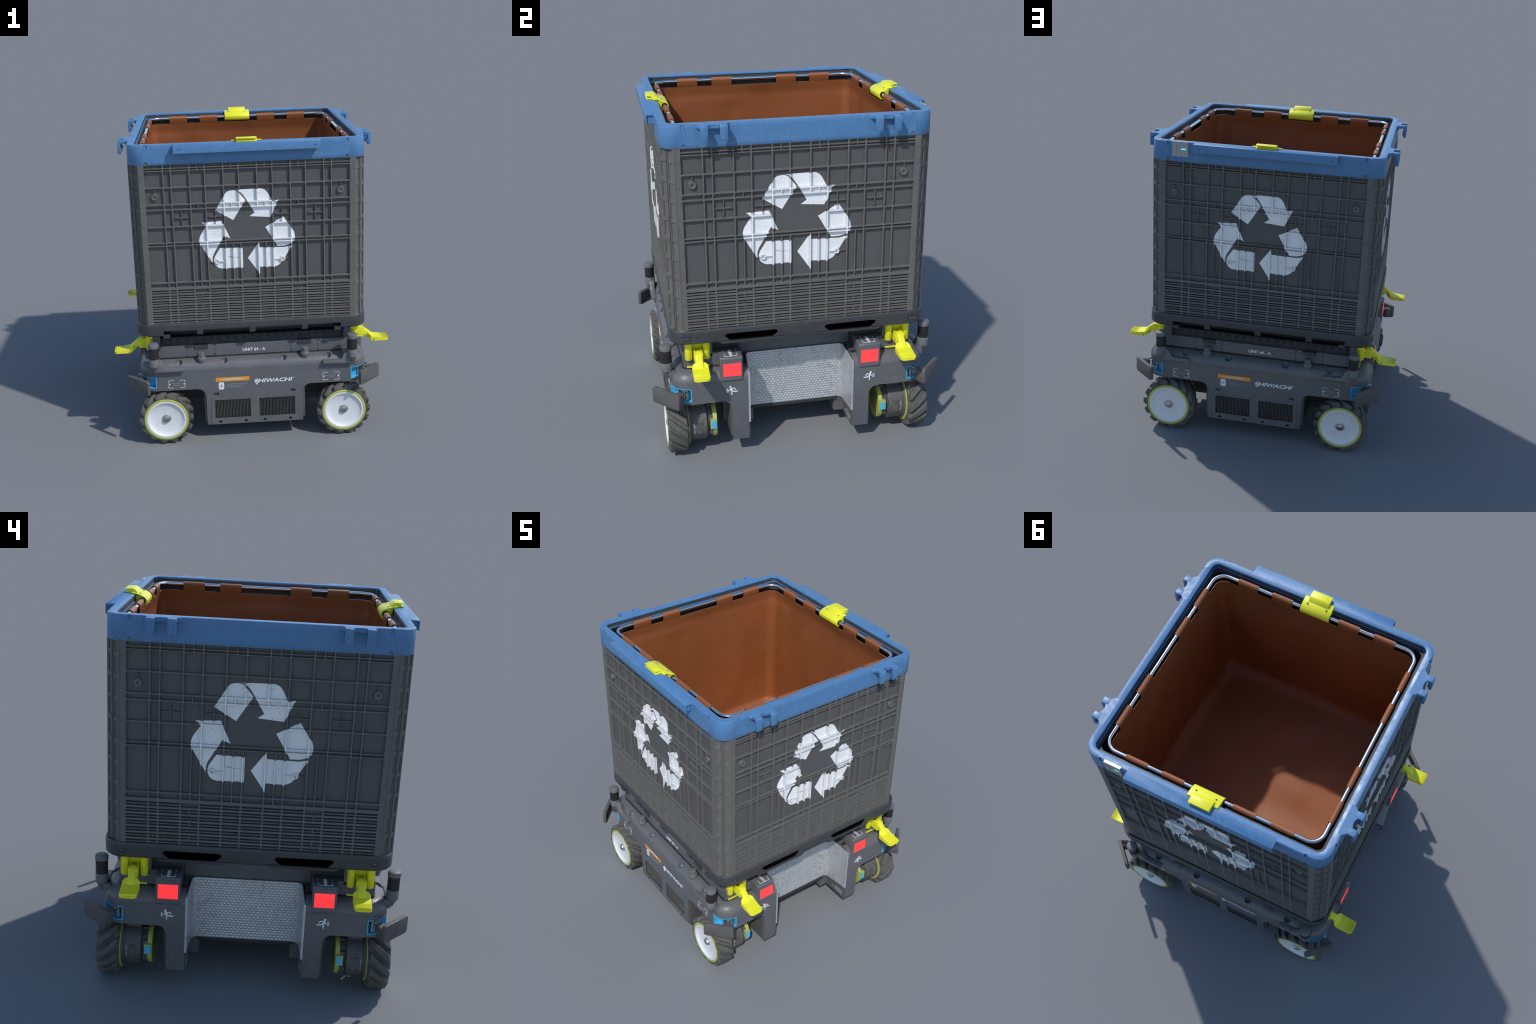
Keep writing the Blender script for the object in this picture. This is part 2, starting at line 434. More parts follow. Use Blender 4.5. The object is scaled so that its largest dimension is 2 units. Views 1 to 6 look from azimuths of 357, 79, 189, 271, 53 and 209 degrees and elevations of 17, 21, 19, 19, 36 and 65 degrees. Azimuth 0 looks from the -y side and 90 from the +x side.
boolean(sym, symbol_cutter(), 'INTERSECT', True); boolean(panel, symbol_cutter(), 'DIFFERENCE', True)
for o, mt in ((sym, 'paint'), (panel, 'crate')):
    b = bmesh.new(); b.from_mesh(o.data)
    slots = [m.name for m in o.data.materials]
    kill = [f for f in b.faces if slots[f.material_index] == "cut_face"]
    bmesh.ops.delete(b, geom=kill, context='FACES')
    for f in b.faces: f.material_index = 0
    b.to_mesh(o.data); b.free(); o.data.materials.clear(); o.data.materials.append(M[mt]); finish(o.data, 30)

def boss(name, x, z, r, y1, hole, mat):
    b = bmesh.new()
    add_lathe(b, [(r * 1.12, -.7110), (r, -y1 + .002), (r - .002, -y1), (hole + .003, -y1), (hole, -y1 + .0015), (hole, -y1 + .007), (.0005, -y1 + .007)], (x, 0, z), 'y', 28)
    return bm_obj(name, b, mat, crate)
wall_set = [panel, sym]
for s in (-1, 1):
    wall_set.append(boss("screw_boss", s * .5735, 1.652, .0215, .7270, .0055, 'crate'))
    wall_set.append(boss("bolt_socket", s * .206, 1.2235, .0155, .7270, .0085, 'paint'))
    b = bmesh.new(); add_lathe(b, [(.0082, -.7135), (.0082, -.721), (.006, -.722), (.0003, -.722)], (s * .206, 0, 1.2235), 'y', 16)
    wall_set.append(bm_obj("bolt_head", b, 'hub', crate))
for k in (1, 2, 3):
    for o in wall_set: copy_obj(o, crate, Matrix.Rotation(k * PI / 2, 4, 'Z') @ Matrix.Translation((0, .002 * (k % 2), 0)))

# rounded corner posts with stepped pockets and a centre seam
full = .006; CL = math.hypot(WALL - .66, WALL - .66)
bars = [(0, .012, .8, 1.9, full), (CL - .012, CL, .8, 1.9, full), (CL / 2 - .0095, CL / 2 - .0028, .8, 1.9, full), (CL / 2 + .0028, CL / 2 + .0095, .8, 1.9, full), (0, CL, .8, .822, full), (0, CL, 1.846, 1.9, full)]
for k in range(10):
    z = 1.792 - .1075 * k
    bars.append((.010, CL / 2 - .009, z - .014, z + .012, full * .9)); bars.append((CL / 2 + .009, CL - .010, z - .020, z + .006, full * .9))
def corner_pt(u, v, h):
    d = math.sqrt(.5); bulge = .0035 * math.sin(PI * min(1, u / CL * 2 if u < CL / 2 else (CL - u) / CL * 2) / 2)
    edge = min(1, min(u, CL - u) / .004)
    q = (h - full) * edge + bulge
    return Vector((.66 + d * u + d * q, -WALL + d * u - d * q, v))
us_, vs_, P = heightfield(bars, 0, CL, ZB, ZT, .0016, corner_pt, extra_u=[CL * i / 16 for i in range(17)])
bm = bmesh.new()
g = [[bm.verts.new(p) for p in row] for row in P]
for j in range(len(vs_) - 1):
    for i in range(len(us_) - 1): bm.faces.new((g[j][i], g[j][i + 1], g[j + 1][i + 1], g[j + 1][i]))
for row in (g[0], g[-1]):
    c = bm.verts.new((.66, -.66, row[0].co.z))
    for i in range(len(us_) - 1): bm.faces.new((row[i], row[i + 1], c))
cp = bm_obj("corner_post", bm, 'crate_dark', crate, 30)
cp.data.materials[0] = M['post2'] = dusty("grey_post_moulding", (.118, .113, .107), .55, dust=(.19, .165, .14), amount=.5, scale=16, speck=.3)
for k in (1, 2, 3): copy_obj(cp, crate, Matrix.Rotation(k * PI / 2, 4, 'Z'))

# ================================================================== BLUE RIM
bm = bmesh.new()
prof = [(.7305, 1.851), (.7320, 1.853), (.7312, 1.970), (.7297, 1.9738), (.7262, 1.9755), (.6900, 1.9755), (.6872, 1.9735), (.6867, 1.966), (.6927, 1.966),
        (.6927, 1.940), (.6827, 1.939), (.6817, 1.933), (.6947, 1.931), (.7000, 1.90), (.7000, 1.851)]
add_torus_loft(bm, [rrect(h - .0025, max(.02, .084 - (.732 - h)), z, 14, h) for h, z in prof])
rim = bm_obj("rim", bm, 'blue', root, 40)
cut = bmesh.new()          # latch notches near the corners
for k in range(4):
    for s in (-1, 1):
        for z0, z1 in ((1.951, 1.99), (1.84, 1.872)):
            t = bmesh.new(); add_box(t, s * .612 - .0085, s * .612 + .0085, -.76, -.7225, z0, z1)
            merge(cut, t, Matrix.Rotation(k * PI / 2, 4, 'Z'))
boolean(rim, cut)
finish(rim.data, 40)
b = bmesh.new()
for k in range(4):
    for s in (-1, 1):
        for zc in (1.960, 1.862):
            t = bmesh.new(); add_prism(t, [(-.7230, zc - .011), (-.729, zc - .009), (-.7230, zc + .004)], 'x', s * .612 - .006, s * .612 + .006)
            merge(b, t, Matrix.Rotation(k * PI / 2, 4, 'Z'))
bm_obj("latch_teeth", b, 'blue', rim, kind="stuff")
b = bmesh.new()
add_torus_loft(b, [rrect(h, .035, z, 14) for h, z in ((.6885, 1.9655), (.6885, 1.9405), (.6923, 1.9405), (.6923, 1.9655))])
bm_obj("gasket", b, 'crate_dark', rim)
b = bmesh.new()
add_torus_loft(b, [rrect(h, .035, z, 14) for h, z in ((.6840, 1.9375), (.6670, 1.9365), (.6660, 1.932), (.6840, 1.930))])
bm_obj("inner_ledge", b, 'black', rim)  # ledge coloured black for the shade between rim and hoop tube

# grip ledges on the long sides: hollow channels
b = bmesh.new()
sec = [(-.7050, 1.97575), (-.7745, 1.97575), (-.7780, 1.9718), (-.7780, 1.9235), (-.7720, 1.9235), (-.7720, 1.967), (-.737, 1.967), (-.737, 1.9235), (-.730, 1.9235), (-.730, 1.970), (-.7050, 1.970)]
add_prism(b, sec, 'x', -.445, .445, .001, 1)
add_box(b, -.436, -.431, -.7735, -.733, 1.925, 1.969); add_box(b, .431, .436, -.7735, -.733, 1.925, 1.969)
ledge = bm_obj("grip_ledge", b, 'blue', rim)
b = bmesh.new()
for s in (-1, 1): add_box(b, s * .412 - .009, s * .412 + .009, -.7788, -.7765, 1.9475, 1.9505)
slot = bm_obj("ledge_slot", b, 'deck', rim)
for o in (ledge, slot): copy_obj(o, rim, R180)

# paired hooks on the short sides
b = bmesh.new()
for y0, y1 in ((-.530, -.490), (-.4285, -.3885)):
    add_prism(b, [(.727, 1.9750), (.791, 1.9750), (.7945, 1.971), (.7945, 1.895), (.7935, 1.893), (.776, 1.893), (.776, 1.905), (.769, 1.912), (.769, 1.923), (.776, 1.929), (.776, 1.953), (.769, 1.958), (.745, 1.956), (.730, 1.935)], 'y', y0, y1, .0016, 2)
    add_box(b, .7935, .7955, (y0 + y1) / 2 - .007, (y0 + y1) / 2 + .007, 1.906, 1.958, .0006, 1)
plan = [(.705, -.548), (.730, -.548), (.7365, -.541), (.7485, -.531), (.7485, -.491), (.765, -.4895), (.7585, -.478), (.7555, -.468), (.7555, -.4505), (.7585, -.4405), (.765, -.429), (.7485, -.428), (.7485, -.389), (.7365, -.378), (.730, -.371), (.705, -.371)]
add_prism(b, plan, 'z', 1.953, 1.97575, .0012, 1)
hook = bm_obj("rim_hook", b, 'blue', rim)
for mt in QUAD: copy_obj(hook, rim, mt)

# status box on the rear side
b = bmesh.new(); add_box(b, .4835, .587, .7220, .7385, 1.8835, 1.9765, .004, 2)
disp = bm_obj("status_box", b, 'alloy', rim)
b = bmesh.new(); add_box(b, .558, .581, .736, .7415, 1.892, 1.966, .0045, 3)
bm_obj("status_box_grip", b, 'alloy', rim)
b = bmesh.new(); add_box(b, .499, .529, .737, .7390, 1.928, 1.9355, .001, 1)
bm_obj("status_light", b, 'cyan_glow', rim)
b = bmesh.new()
for z in (1.889, 1.971): add_box(b, .528, .533, .737, .7393, z - .002, z + .002)
bm_obj("status_box_screw", b, 'deck', rim)

# ================================================================== HOOP AND LINER
TUBE = .646; TZ = 1.9425; TR = .0118; TCR = .075
bm = bmesh.new(); path = []
for k, (sx, sy) in enumerate(((1, -1), (1, 1), (-1, 1), (-1, -1))):
    for i in range(13):
        a = -PI / 2 + k * PI / 2 + PI / 2 * i / 12
        path.append((sx * (TUBE - TCR) + TCR * math.cos(a), sy * (TUBE - TCR) + TCR * math.sin(a), math.cos(a), math.sin(a)))
add_torus_loft(bm, [[(x + TR * math.cos(2 * PI * j / 16) * nx, y + TR * math.cos(2 * PI * j / 16) * ny, TZ + TR * math.sin(2 * PI * j / 16)) for j in range(16)] for x, y, nx, ny in path])
hoop = bm_obj("hoop_tube", bm, 'steel', root, 60)

def wob(x, y, z):
    """soft sag of the hanging cloth"""
    from mathutils import noise as N
    return N.noise(Vector((x * 2.4, y * 2.4, z * 1.7 + 3))) * .75 + N.noise(Vector((x * 6 + 9, y * 6, z * 3.5))) * .22

LH, LR, LTOP, LFLOOR = .634, .058, 1.9055, .952
bm = bmesh.new(); rows = []
prof = [(LH, LTOP)]
NZ = 44
for i in range(1, NZ + 1):
    t = i / NZ; z = LTOP - (LTOP - (LFLOOR + .075)) * t
    prof.append((LH + .013 * min(1, t / .07) - .006 * t, z))
for i in range(1, 9):
    a = PI / 2 * i / 8; prof.append((LH + .007 - .075 * (1 - math.cos(a)), LFLOOR + .075 * (1 - math.sin(a))))
for i in range(1, 13): prof.append((LH - .068 - (LH - .098) * i / 12, LFLOOR))
def dense(h, r, z, nc=12, ns=40):
    pts = []
    r = min(r, h * .45)
    for k, (sx, sy) in enumerate(((1, -1), (1, 1), (-1, 1), (-1, -1))):
        for i in range(nc):
            a = -PI / 2 + k * PI / 2 + PI / 2 * i / nc
            pts.append((sx * (h - r) + r * math.cos(a), sy * (h - r) + r * math.sin(a), math.cos(a), math.sin(a)))
        nsx, nsy = ((1, 1), (-1, 1), (-1, -1), (1, -1))[k]
        a = -PI / 2 + (k + 1) * PI / 2
        p0 = Vector((sx * (h - r) + r * math.cos(a), sy * (h - r) + r * math.sin(a))); p1 = Vector((nsx * (h - r) + r * math.cos(a), nsy * (h - r) + r * math.sin(a)))
        for i in range(ns):
            q = p0.lerp(p1, i / ns); pts.append((q.x, q.y, math.cos(a), math.sin(a)))
    return pts
for h, z in prof:
    row = []
    side = 1 if z > LFLOOR + .04 else 0
    for x, y, nx, ny in dense(h, LR, z):
        amp = .028 * min(1, (LTOP - z) / .10) if side else 0
        bow = 0
        if side:      # panels bulge out between the corners, pinch at the loops
            u = (y if abs(nx) > .9 else x); bow = .010 * math.cos(u / h * PI / 2) * min(1, (LTOP - z) / .15)
        d = amp * wob(x, y, z) + bow
        if side and ny < -.9: d -= .010 * math.exp(-((z - 1.35) / .28) ** 2) * math.cos(x / h * PI / 2)
        zz = z + (0.022 * wob(x * 1.3, y * 1.3, 7) * (1 if z < LFLOOR + .02 else 0))
        row.append((x + nx * d, y + ny * d, zz))
    rows.append(row)
add_loft(bm, rows, caps=False)
t = bm.verts
bm.verts.ensure_lookup_table()
last = [v for v in bm.verts][-len(rows[-1]):]
bm.faces.new(last)
bmesh.ops.recalc_face_normals(bm, faces=bm.faces)
me = bpy.data.meshes.new("liner"); bm.to_mesh(me); bm.free()
liner = new_obj("liner", me, 'fabric', root, 60)
md = liner.modifiers.new("s", 'SOLIDIFY'); md.thickness = .004; md.offset = 1
me2 = mesh_of(liner); liner.modifiers.clear(); liner.data = me2; finish(me2, 60)

# loops: a cloth strip wrapped over the tube and sewn to the liner edge
b = bmesh.new(); c0 = (-TUBE, TZ)
outer, inner = [], []
for ri, lst in ((TR + .0048, outer), (TR + .0012, inner)):
    lst.append((-LH - (.0068 if ri < .014 else .0045) - .005, 1.892))
    lst.append((-LH + (-.0015 if ri < .014 else .0025), 1.9085))
    for i in range(15):
        a = math.radians(-25 + 245 * i / 14); lst.append((c0[0] + ri * math.cos(a), c0[1] + ri * math.sin(a)))
secp = outer + inner[::-1]
add_prism(b, secp, 'x', -.0655, .0655, 0)
loop = bm_obj("fabric_loop", b, 'fabric', liner, 40)
base = Matrix.Translation((-.4385, 0, 0)); loop.matrix_basis = base
for k in range(4):
    for x in (-.4385, -.2145, .2145, .4385):
        if k == 0 and x == -.4385: continue
        c = loop.copy(); C.objects.link(c); c.parent = liner
        c.matrix_basis = Matrix.Rotation(k * PI / 2, 4, 'Z') @ Matrix.Translation((x, 0, 0))

# clips that hold the hoop to the rim
b = bmesh.new()
body = [(-.6235, 1.9250), (-.6210, 1.9440), (-.6300, 1.9590), (-.6480, 1.9700), (-.6650, 1.9755), (-.7020, 1.9830), (-.7080, 1.9800), (-.7060, 1.9762), (-.6850, 1.9760), (-.6830, 1.9400), (-.6730, 1.9330), (-.6660, 1.9200), (-.6470, 1.9115), (-.6320, 1.9145)]
add_prism(b, body, 'x', -.0925, .0925, .003, 2)
clip = bm_obj("hoop_clip", b, 'yellow', root)
b = bmesh.new()
add_prism(b, [(-.672, 1.976), (-.690, 1.9955), (-.700, 1.9995), (-.708, 2.000), (-.746, 1.9985), (-.7475, 1.9955), (-.722, 1.9925), (-.7165, 1.988), (-.720, 1.984), (-.7455, 1.981), (-.7455, 1.977), (-.700, 1.9765)], 'x', -.0625, .0625, .0012, 2)
bm_obj("clip_lever", b, 'yellow', clip)
for s in (-1, 1):
    b = bmesh.new(); add_prism(b, [(-.6105, 1.930), (-.608, 1.944), (-.617, 1.961), (-.640, 1.973), (-.652, 1.974), (-.64, 1.955), (-.625, 1.94)], 'x', s * .046 - .034 * .5, s * .046 + .034 * .5, .002, 1)
    b.free()
    b = bmesh.new(); add_lathe(b, [(.0052, -.006), (.0052, .003), (.004, .004), (.0025, .004), (.002, .001), (.0003, .001)], (0, 0, 0), 'z', 14)
    o = bm_obj("clip_screw", b, 'hub', clip)
    o.matrix_basis = Matrix.Translation((s * .060, -.6620, 1.9755)) @ Matrix.Rotation(.35, 4, 'X')
    b = bmesh.new(); add_lathe(b, [(.0175, -.004), (.0175, .005), (.0125, .005), (.0125, -.004)], (0, 0, 0), 'x', 24, True)
    o = bm_obj("rubber_sleeve", b, 'black', clip); o.matrix_basis = Matrix.Translation((s * .0925, -TUBE, TZ))
spread([clip] + list(clip.children), [R180])

# ================================================================== TRAY UNDER THE CRATE
bm = bmesh.new()
prof = [(.60, .742), (.716, .7385), (.732, .742), (.7395, .750), (.7400, .760), (.7400, .813), (.7385, .820), (.7345, .8255), (.7310, .8255), (.7285, .8190), (.60, .8190)]
add_loft(bm, [rrect(h, max(.03, .105 - (.740 - h)), z, 14) for h, z in prof])
tray = bm_obj("pallet_tray", bm, 'pallet', root, 40)
cut = bmesh.new()
for s in (-1, 1):
    for t_ in (-1, 1):
        hexa = [(-.436, .778), (-.428, .789), (-.418, .7915), (-.150, .7905), (-.138, .785), (-.133, .776), (-.139, .768), (-.1656, .7475), (-.404, .7475)]
        add_prism(cut, [(q * t_, z) for q, z in hexa], 'x', s * .63, s * .80)
        for x0, x1 in ((.0190, .3175), (.3555, .5690)):
            a, c_ = sorted((s * x0, s * x1)); y0, y1 = sorted((t_ * .655, t_ * .80)); add_box(cut, a, c_, y0, y1, .70, .7795)
boolean(tray, cut)
cut = bmesh.new()
for s in (-1, 1):
    for t_ in (-1, 1):
        x0, x1 = sorted((s * .7335, s * .78)); y0, y1 = sorted((t_ * .624, t_ * .684)); add_box(cut, x0, x1, y0, y1, .7695, .794, .003)
boolean(tray, cut)
cut = bmesh.new()
for s in (-1, 1):
    for t_ in (-1, 1): add_box(cut, min(s * .62, s * .7335), max(s * .62, s * .7335), min(t_ * .118, t_ * .452), max(t_ * .118, t_ * .452), .7435, .7985)
boolean(tray, cut); finish(tray.data, 35)
b = bmesh.new()
for s in (-1, 1):
    for t_ in (-1, 1):
        pts = [(-.475, .744), (-.445, .728), (-.120, .728), (-.088, .744)]
        x0, x1 = sorted((s * .64, s * .7392)); add_prism(b, [(q * t_, z) for q, z in pts], 'x', x0, x1, .004, 2)
        x0, x1 = sorted((s * .53, s * .5716)); y0, y1 = sorted((t_ * .66, t_ * .7375)); add_box(b, x0, x1, y0, y1, .7305, .7505, .002)
bm_obj("tray_runner", b, 'pallet', tray)
b = bmesh.new()
for t_ in (-1, 1):
    y0, y1 = sorted((t_ * .50, t_ * .590)); add_box(b, -.60, .60, y0, y1, .703, .7415, .002); y0, y1 = sorted((t_ * .5, t_ * .600)); add_box(b, -.60, .60, y0, y1, .7015, .707, .001)
    for s in (-1, 1):
        for x in (.045, .29, .382, .545): add_box(b, s * x - .006, s * x + .006, min(t_ * .718, t_ * .729), max(t_ * .718, t_ * .729), .7705, .781, .002)
bm_obj("tray_rail", b, 'pallet', tray)
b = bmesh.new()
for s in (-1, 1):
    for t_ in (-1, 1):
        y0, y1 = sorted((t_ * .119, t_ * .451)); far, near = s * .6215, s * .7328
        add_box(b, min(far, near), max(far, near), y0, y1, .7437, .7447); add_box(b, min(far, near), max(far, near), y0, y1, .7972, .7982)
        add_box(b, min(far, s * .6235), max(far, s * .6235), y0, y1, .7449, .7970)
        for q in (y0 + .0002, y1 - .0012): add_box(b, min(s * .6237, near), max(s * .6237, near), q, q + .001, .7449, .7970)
bm_obj("tray_slot_shadow_lining", b, 'void', tray)
b = bmesh.new()
for s in (-1, 1):
    for t_ in (-1, 1):
        add_lathe(b, [(.006, s * .732), (.006, s * .737), (.0003, s * .737)], (0, t_ * .640, .781), 'x', 14)
        x0, x1 = sorted((s * .732, s * .7365)); y0, y1 = sorted((t_ * .650, t_ * .678)); add_box(b, x0, x1, y0, y1, .774, .7765)
bm_obj("tray_latch", b, 'body', tray)

# ================================================================== ROBOT BODY
bm = bmesh.new()
prof = [(.66, .1005), (.732, .1005), (.7395, .105), (.742, .113), (.742, .4885), (.7405, .4895), (.7405, .4910), (.742, .492), (.7415, .505), (.7385, .517), (.731, .530), (.719, .5425), (.703, .552), (.685, .5575), (.655, .5605), (.60, .5605)]
add_loft(bm, [rrect(h, max(.028, .106 - (.742 - h)), z, 16) for h, z in prof])
body = bm_obj("body_shell", bm, 'body', root, 35)
cut = bmesh.new()
for sx in (-1, 1):
    for sy in (-1, 1):          # wheel wells with rounded arches
        t = bmesh.new(); r = .055
        rings = []
        for i in range(11):
            a = PI / 2 * i / 10; zz = .366 - r + r * math.sin(a); o_ = r * (1 - math.cos(a))
            rings.append([(.317 + o_, -.405 - o_, zz), (.95, -.405 - o_, zz), (.95, -.95, zz), (.317 + o_, -.95, zz)])
        rings.insert(0, [(p[0], p[1], -.1) for p in rings[0]])
        add_loft(t, rings)
        merge(cut, t, Matrix.Diagonal((sx, sy, 1, 1)))
boolean(body, cut)
cut = bmesh.new()
for s in (-1, 1):
    pts = [(.536, .64), (.536, .19), (.536, -.1), (.95, -.1), (.95, .64)]
    add_prism(cut, [(x * s, z) for x, z in pts], 'y', -.3095, .3095)
boolean(body, cut)
cut = bmesh.new(); add_box(cut, -.9, .9, -.25, .25, -.1, .193); boolean(body, cut)
cut = bmesh.new()
def capsule(b, x, y, z0, r):
    add_lathe(b, [(.0004, z0 - r)] + [(r * math.cos(a), z0 + r * math.sin(a)) for a in [-PI / 2 * (1 - i / 6) for i in range(1, 7)]] + [(r, .70), (.0004, .70)], (x, y, 0), 'z', 22)
for t_ in (-1, 1):
    for s in (-1, 1):
        for x in (.1930, .4855): capsule(cut, s * x, t_ * .7090, .5430, .0235)
        for x0, x1, z0, z1 in ((.2335, .2665, .3150, .3340), (.2210, .2420, .1185, .1330), (.0525, .0720, .1185, .1330)):
            a, c_ = sorted((s * x0, s * x1)); y0, y1 = sorted((t_ * .726, t_ * .78)); add_box(cut, a, c_, y0, y1, z0, z1)
        a, c_ = sorted((s * .0290, s * .2640)); y0, y1 = sorted((t_ * .728, t_ * .78)); add_box(cut, a, c_, y0, y1, .1520, .2805)
        # cyan corner socket
        for_r = []
        t = bmesh.new(); na = 12
        ring = lambda rr, z: [(.636 + rr * math.cos(a), -.636 + rr * math.sin(a), z) for a in [-PI / 2 - .02 + (PI / 2 + .04) * i / na for i in range(na + 1)]]
        pl = ring(.16, 0) + ring(.066, 0)[::-1]
        add_prism(t, [(p[0], p[1]) for p in pl], 'z', .3835, .4665)
        merge(cut, t, Matrix.Diagonal((s, t_, 1, 1)))
boolean(body, cut); finish(body.data, 35)

b = bmesh.new(); add_box(b, .500, .728, -.415, -.390, .128, .345, .009, 3); add_box(b, .300, .3310, -.728, -.440, .128, .345, .009, 3); add_box(b, .320, .60, -.440, -.400, .160, .370, .006)
well = bm_obj("well_liner", b, 'drum', body)
for mt in QUAD: copy_obj(well, body, mt)
# raised vent frame and slats (front, then rear)
b = bmesh.new(); add_box(b, -.2865, .2865, -.7445, -.735, .1075, .2930, .0015, 1)
frame = bm_obj("vent_frame", b, 'body', body)
cut = bmesh.new()
for s in (-1, 1):
    a, c_ = sorted((s * .0290, s * .2640)); add_box(cut, a, c_, -.78, -.70, .1520, .2805)
    for x0, x1 in ((.2210, .2420), (.0525, .0720)):
        a, c_ = sorted((s * x0, s * x1)); add_box(cut, a, c_, -.78, -.70, .1185, .1330)
boolean(frame, cut); finish(frame.data, 35)
b = bmesh.new()
for s in (-1, 1):
    for i in range(25): add_prism(b, [(s * .0325 + s * .2280 * i / 24 - .0027, -.7285), (s * .0325 + s * .2280 * i / 24 - .0012, -.7400), (s * .0325 + s * .2280 * i / 24 + .0012, -.7400), (s * .0325 + s * .2280 * i / 24 + .0027, -.7285)], 'z', .1525, .2800)
slats = bm_obj("vent_slats", b, 'drum', body, kind="stuff")
b = bmesh.new()
for s in (-1, 1): add_box(b, min(s * .03, s * .263), max(s * .03, s * .263), -.7288, -.7282, .1525, .28)
vb = bm_obj("vent_back", b, 'deck', body)
for o in (frame, slats, vb): copy_obj(o, body, R180)

# cyan sockets, hinge pins and corner bumper pads
b = bmesh.new(); na = 12
ring = lambda rr, e=0.0: [(.636 + rr * math.cos(a), -.636 + rr * math.sin(a)) for a in [-PI / 2 - .018 + e + (PI / 2 + .036 - 2 * e) * i / na for i in range(na + 1)]]
add_prism(b, ring(.1067) + ring(.0665)[::-1], 'z', .3838, .4662)
sock = bm_obj("corner_socket", b, 'cyan', body)
t = bmesh.new(); add_prism(t, ring(.2, .05) + ring(.072, .05)[::-1], 'z', .3885, .4615); boolean(sock, t); finish(sock.data, 35)
b = bmesh.new()
for a in (-.45, -1.12): add_box(b, -.004, .004, -.002, .002, 0, .001); 
b.free()
b = bmesh.new()
add_lathe(b, [(.013, .3885), (.013, .4615)], (.6930, -.6930, 0), 'z', 20)
add_lathe(b, [(.0115, .40), (.0150, .402), (.0150, .412), (.0115, .414), (.0150, .418), (.0150, .428), (.0115, .43), (.0150, .434), (.0150, .444), (.0115, .446), (.011, .456)], (.7240, -.6620, 0), 'z', 20)
add_lathe(b, [(.010, .455), (.0125, .457), (.0125, .464), (.009, .4655)], (.7420, -.6760, 0), 'z', 16)
pin = bm_obj("hinge_pin", b, 'hub', body)
D45 = Matrix.Translation((.7520, -.7805, .4285)) @ Matrix.Rotation(math.radians(43.5), 4, 'Z')
b = bmesh.new(); t = bmesh.new()
hw, hh, r = .0975, .0485, .014
pts = [(sx * (hw - r) + r * math.cos(a), sz * (hh - r) + r * math.sin(a)) for (sx, sz, a0) in ((1, 1, 0), (-1, 1, PI / 2), (-1, -1, PI), (1, -1, 1.5 * PI)) for a in [a0 + PI / 2 * i / 5 for i in range(6)]]
add_prism(t, pts, 'y', -.0035, .0185, .002, 2)
merge(b, t, D45)
pad = bm_obj("corner_bumper", b, 'bumper', root)
cut = bmesh.new(); t = bmesh.new(); add_box(t, -.082, .070, .009, .05, -.034, .034, .004); merge(cut, t, D45); boolean(pad, cut); finish(pad.data, 35)
b = bmesh.new(); t = bmesh.new()
add_prism(t, [(.052, .012), (.094, .012), (.094, .030), (.078, .066), (.040, .070), (.034, .052)], 'z', -.042, .028, .003, 2)
merge(b, t, D45)
bm_obj("bumper_arm", b, 'bumper', pad)
for mt in QUAD: copy_obj(sock, body, mt); copy_obj(pin, body, mt)
spread([pad] + list(pad.children), QUAD, root)

# collar with seams, gasket, deck
bm = bmesh.new()
add_loft(bm, [rrect(h, r, z, 8) for h, r, z in ((.660, .03, .5600), (.6670, .034, .5655), (.6670, .034, .6225), (.6640, .032, .6235), (.6640, .032, .6400), (.6600, .03, .6430), (.56, .03, .6430))])
collar = bm_obj("collar", bm, 'body', root)
cut = bmesh.new()
for s in (-1, 1):
    add_prism(cut, [(x * s, z) for x, z in [(.530, .70), (.530, .50), (.95, .50), (.95, .70)]], 'y', -.3400, .3400)
boolean(collar, cut)
for part in range(3):
    cut = bmesh.new()
    for s in (-1, 1):
        for t_ in (-1, 1):
            for x in (.2500, .4280):
                if part == 0: add_box(cut, s * x - .0012, s * x + .0012, min(t_ * .662, t_ * .7), max(t_ * .662, t_ * .7), .55, .66)
                if part == 1: add_box(cut, s * x - .0060, s * x + .0060, min(t_ * .658, t_ * .7), max(t_ * .658, t_ * .7), .569, .577)
                if part == 1: add_box(cut, s * x - .0120, s * x + .0120, min(t_ * .655, t_ * .7), max(t_ * .655, t_ * .7), .634, .66)
            if part == 2: add_box(cut, s * .3385 - .0450, s * .3385 + .0450, min(t_ * .640, t_ * .7), max(t_ * .640, t_ * .7), .616, .66)
    boolean(collar, cut)
finish(collar.data, 35)
b = bmesh.new()
for s in (-1, 1):
    for t_ in (-1, 1):
        y0, y1 = sorted((t_ * .63, t_ * .672)); add_box(b, s * .3385 - .043, s * .3385 + .043, y0, y1, .618, .6420, .003)
bm_obj("collar_latch", b, 'pallet', collar)
b = bmesh.new(); add_torus_loft(b, [rrect(h, .034, z, 8) for h, z in ((.6735, .5585), (.6735, .5640), (.6690, .5670), (.655, .5670), (.655, .5585))])
gk = bm_obj("collar_gasket", b, 'black', collar)
cut = bmesh.new(); add_box(cut, -.9, .9, -.31, .31, .5, .6); boolean(gk, cut); finish(gk.data)
b = bmesh.new()
add_box(b, -.522, .522, -.640, .640, .5615, .694); add_box(b, -.522, .522, -.560, .560, .66, .741)
for s in (-1, 1):
    for t_ in (-1, 1):
        x0, x1 = sorted((s * .521, s * .610)); y0, y1 = sorted((t_ * .335, t_ * .6395)); add_box(b, x0, x1, y0, y1, .50, .6935)
deck = bm_obj("deck", b, 'deck', root)
b = bmesh.new()
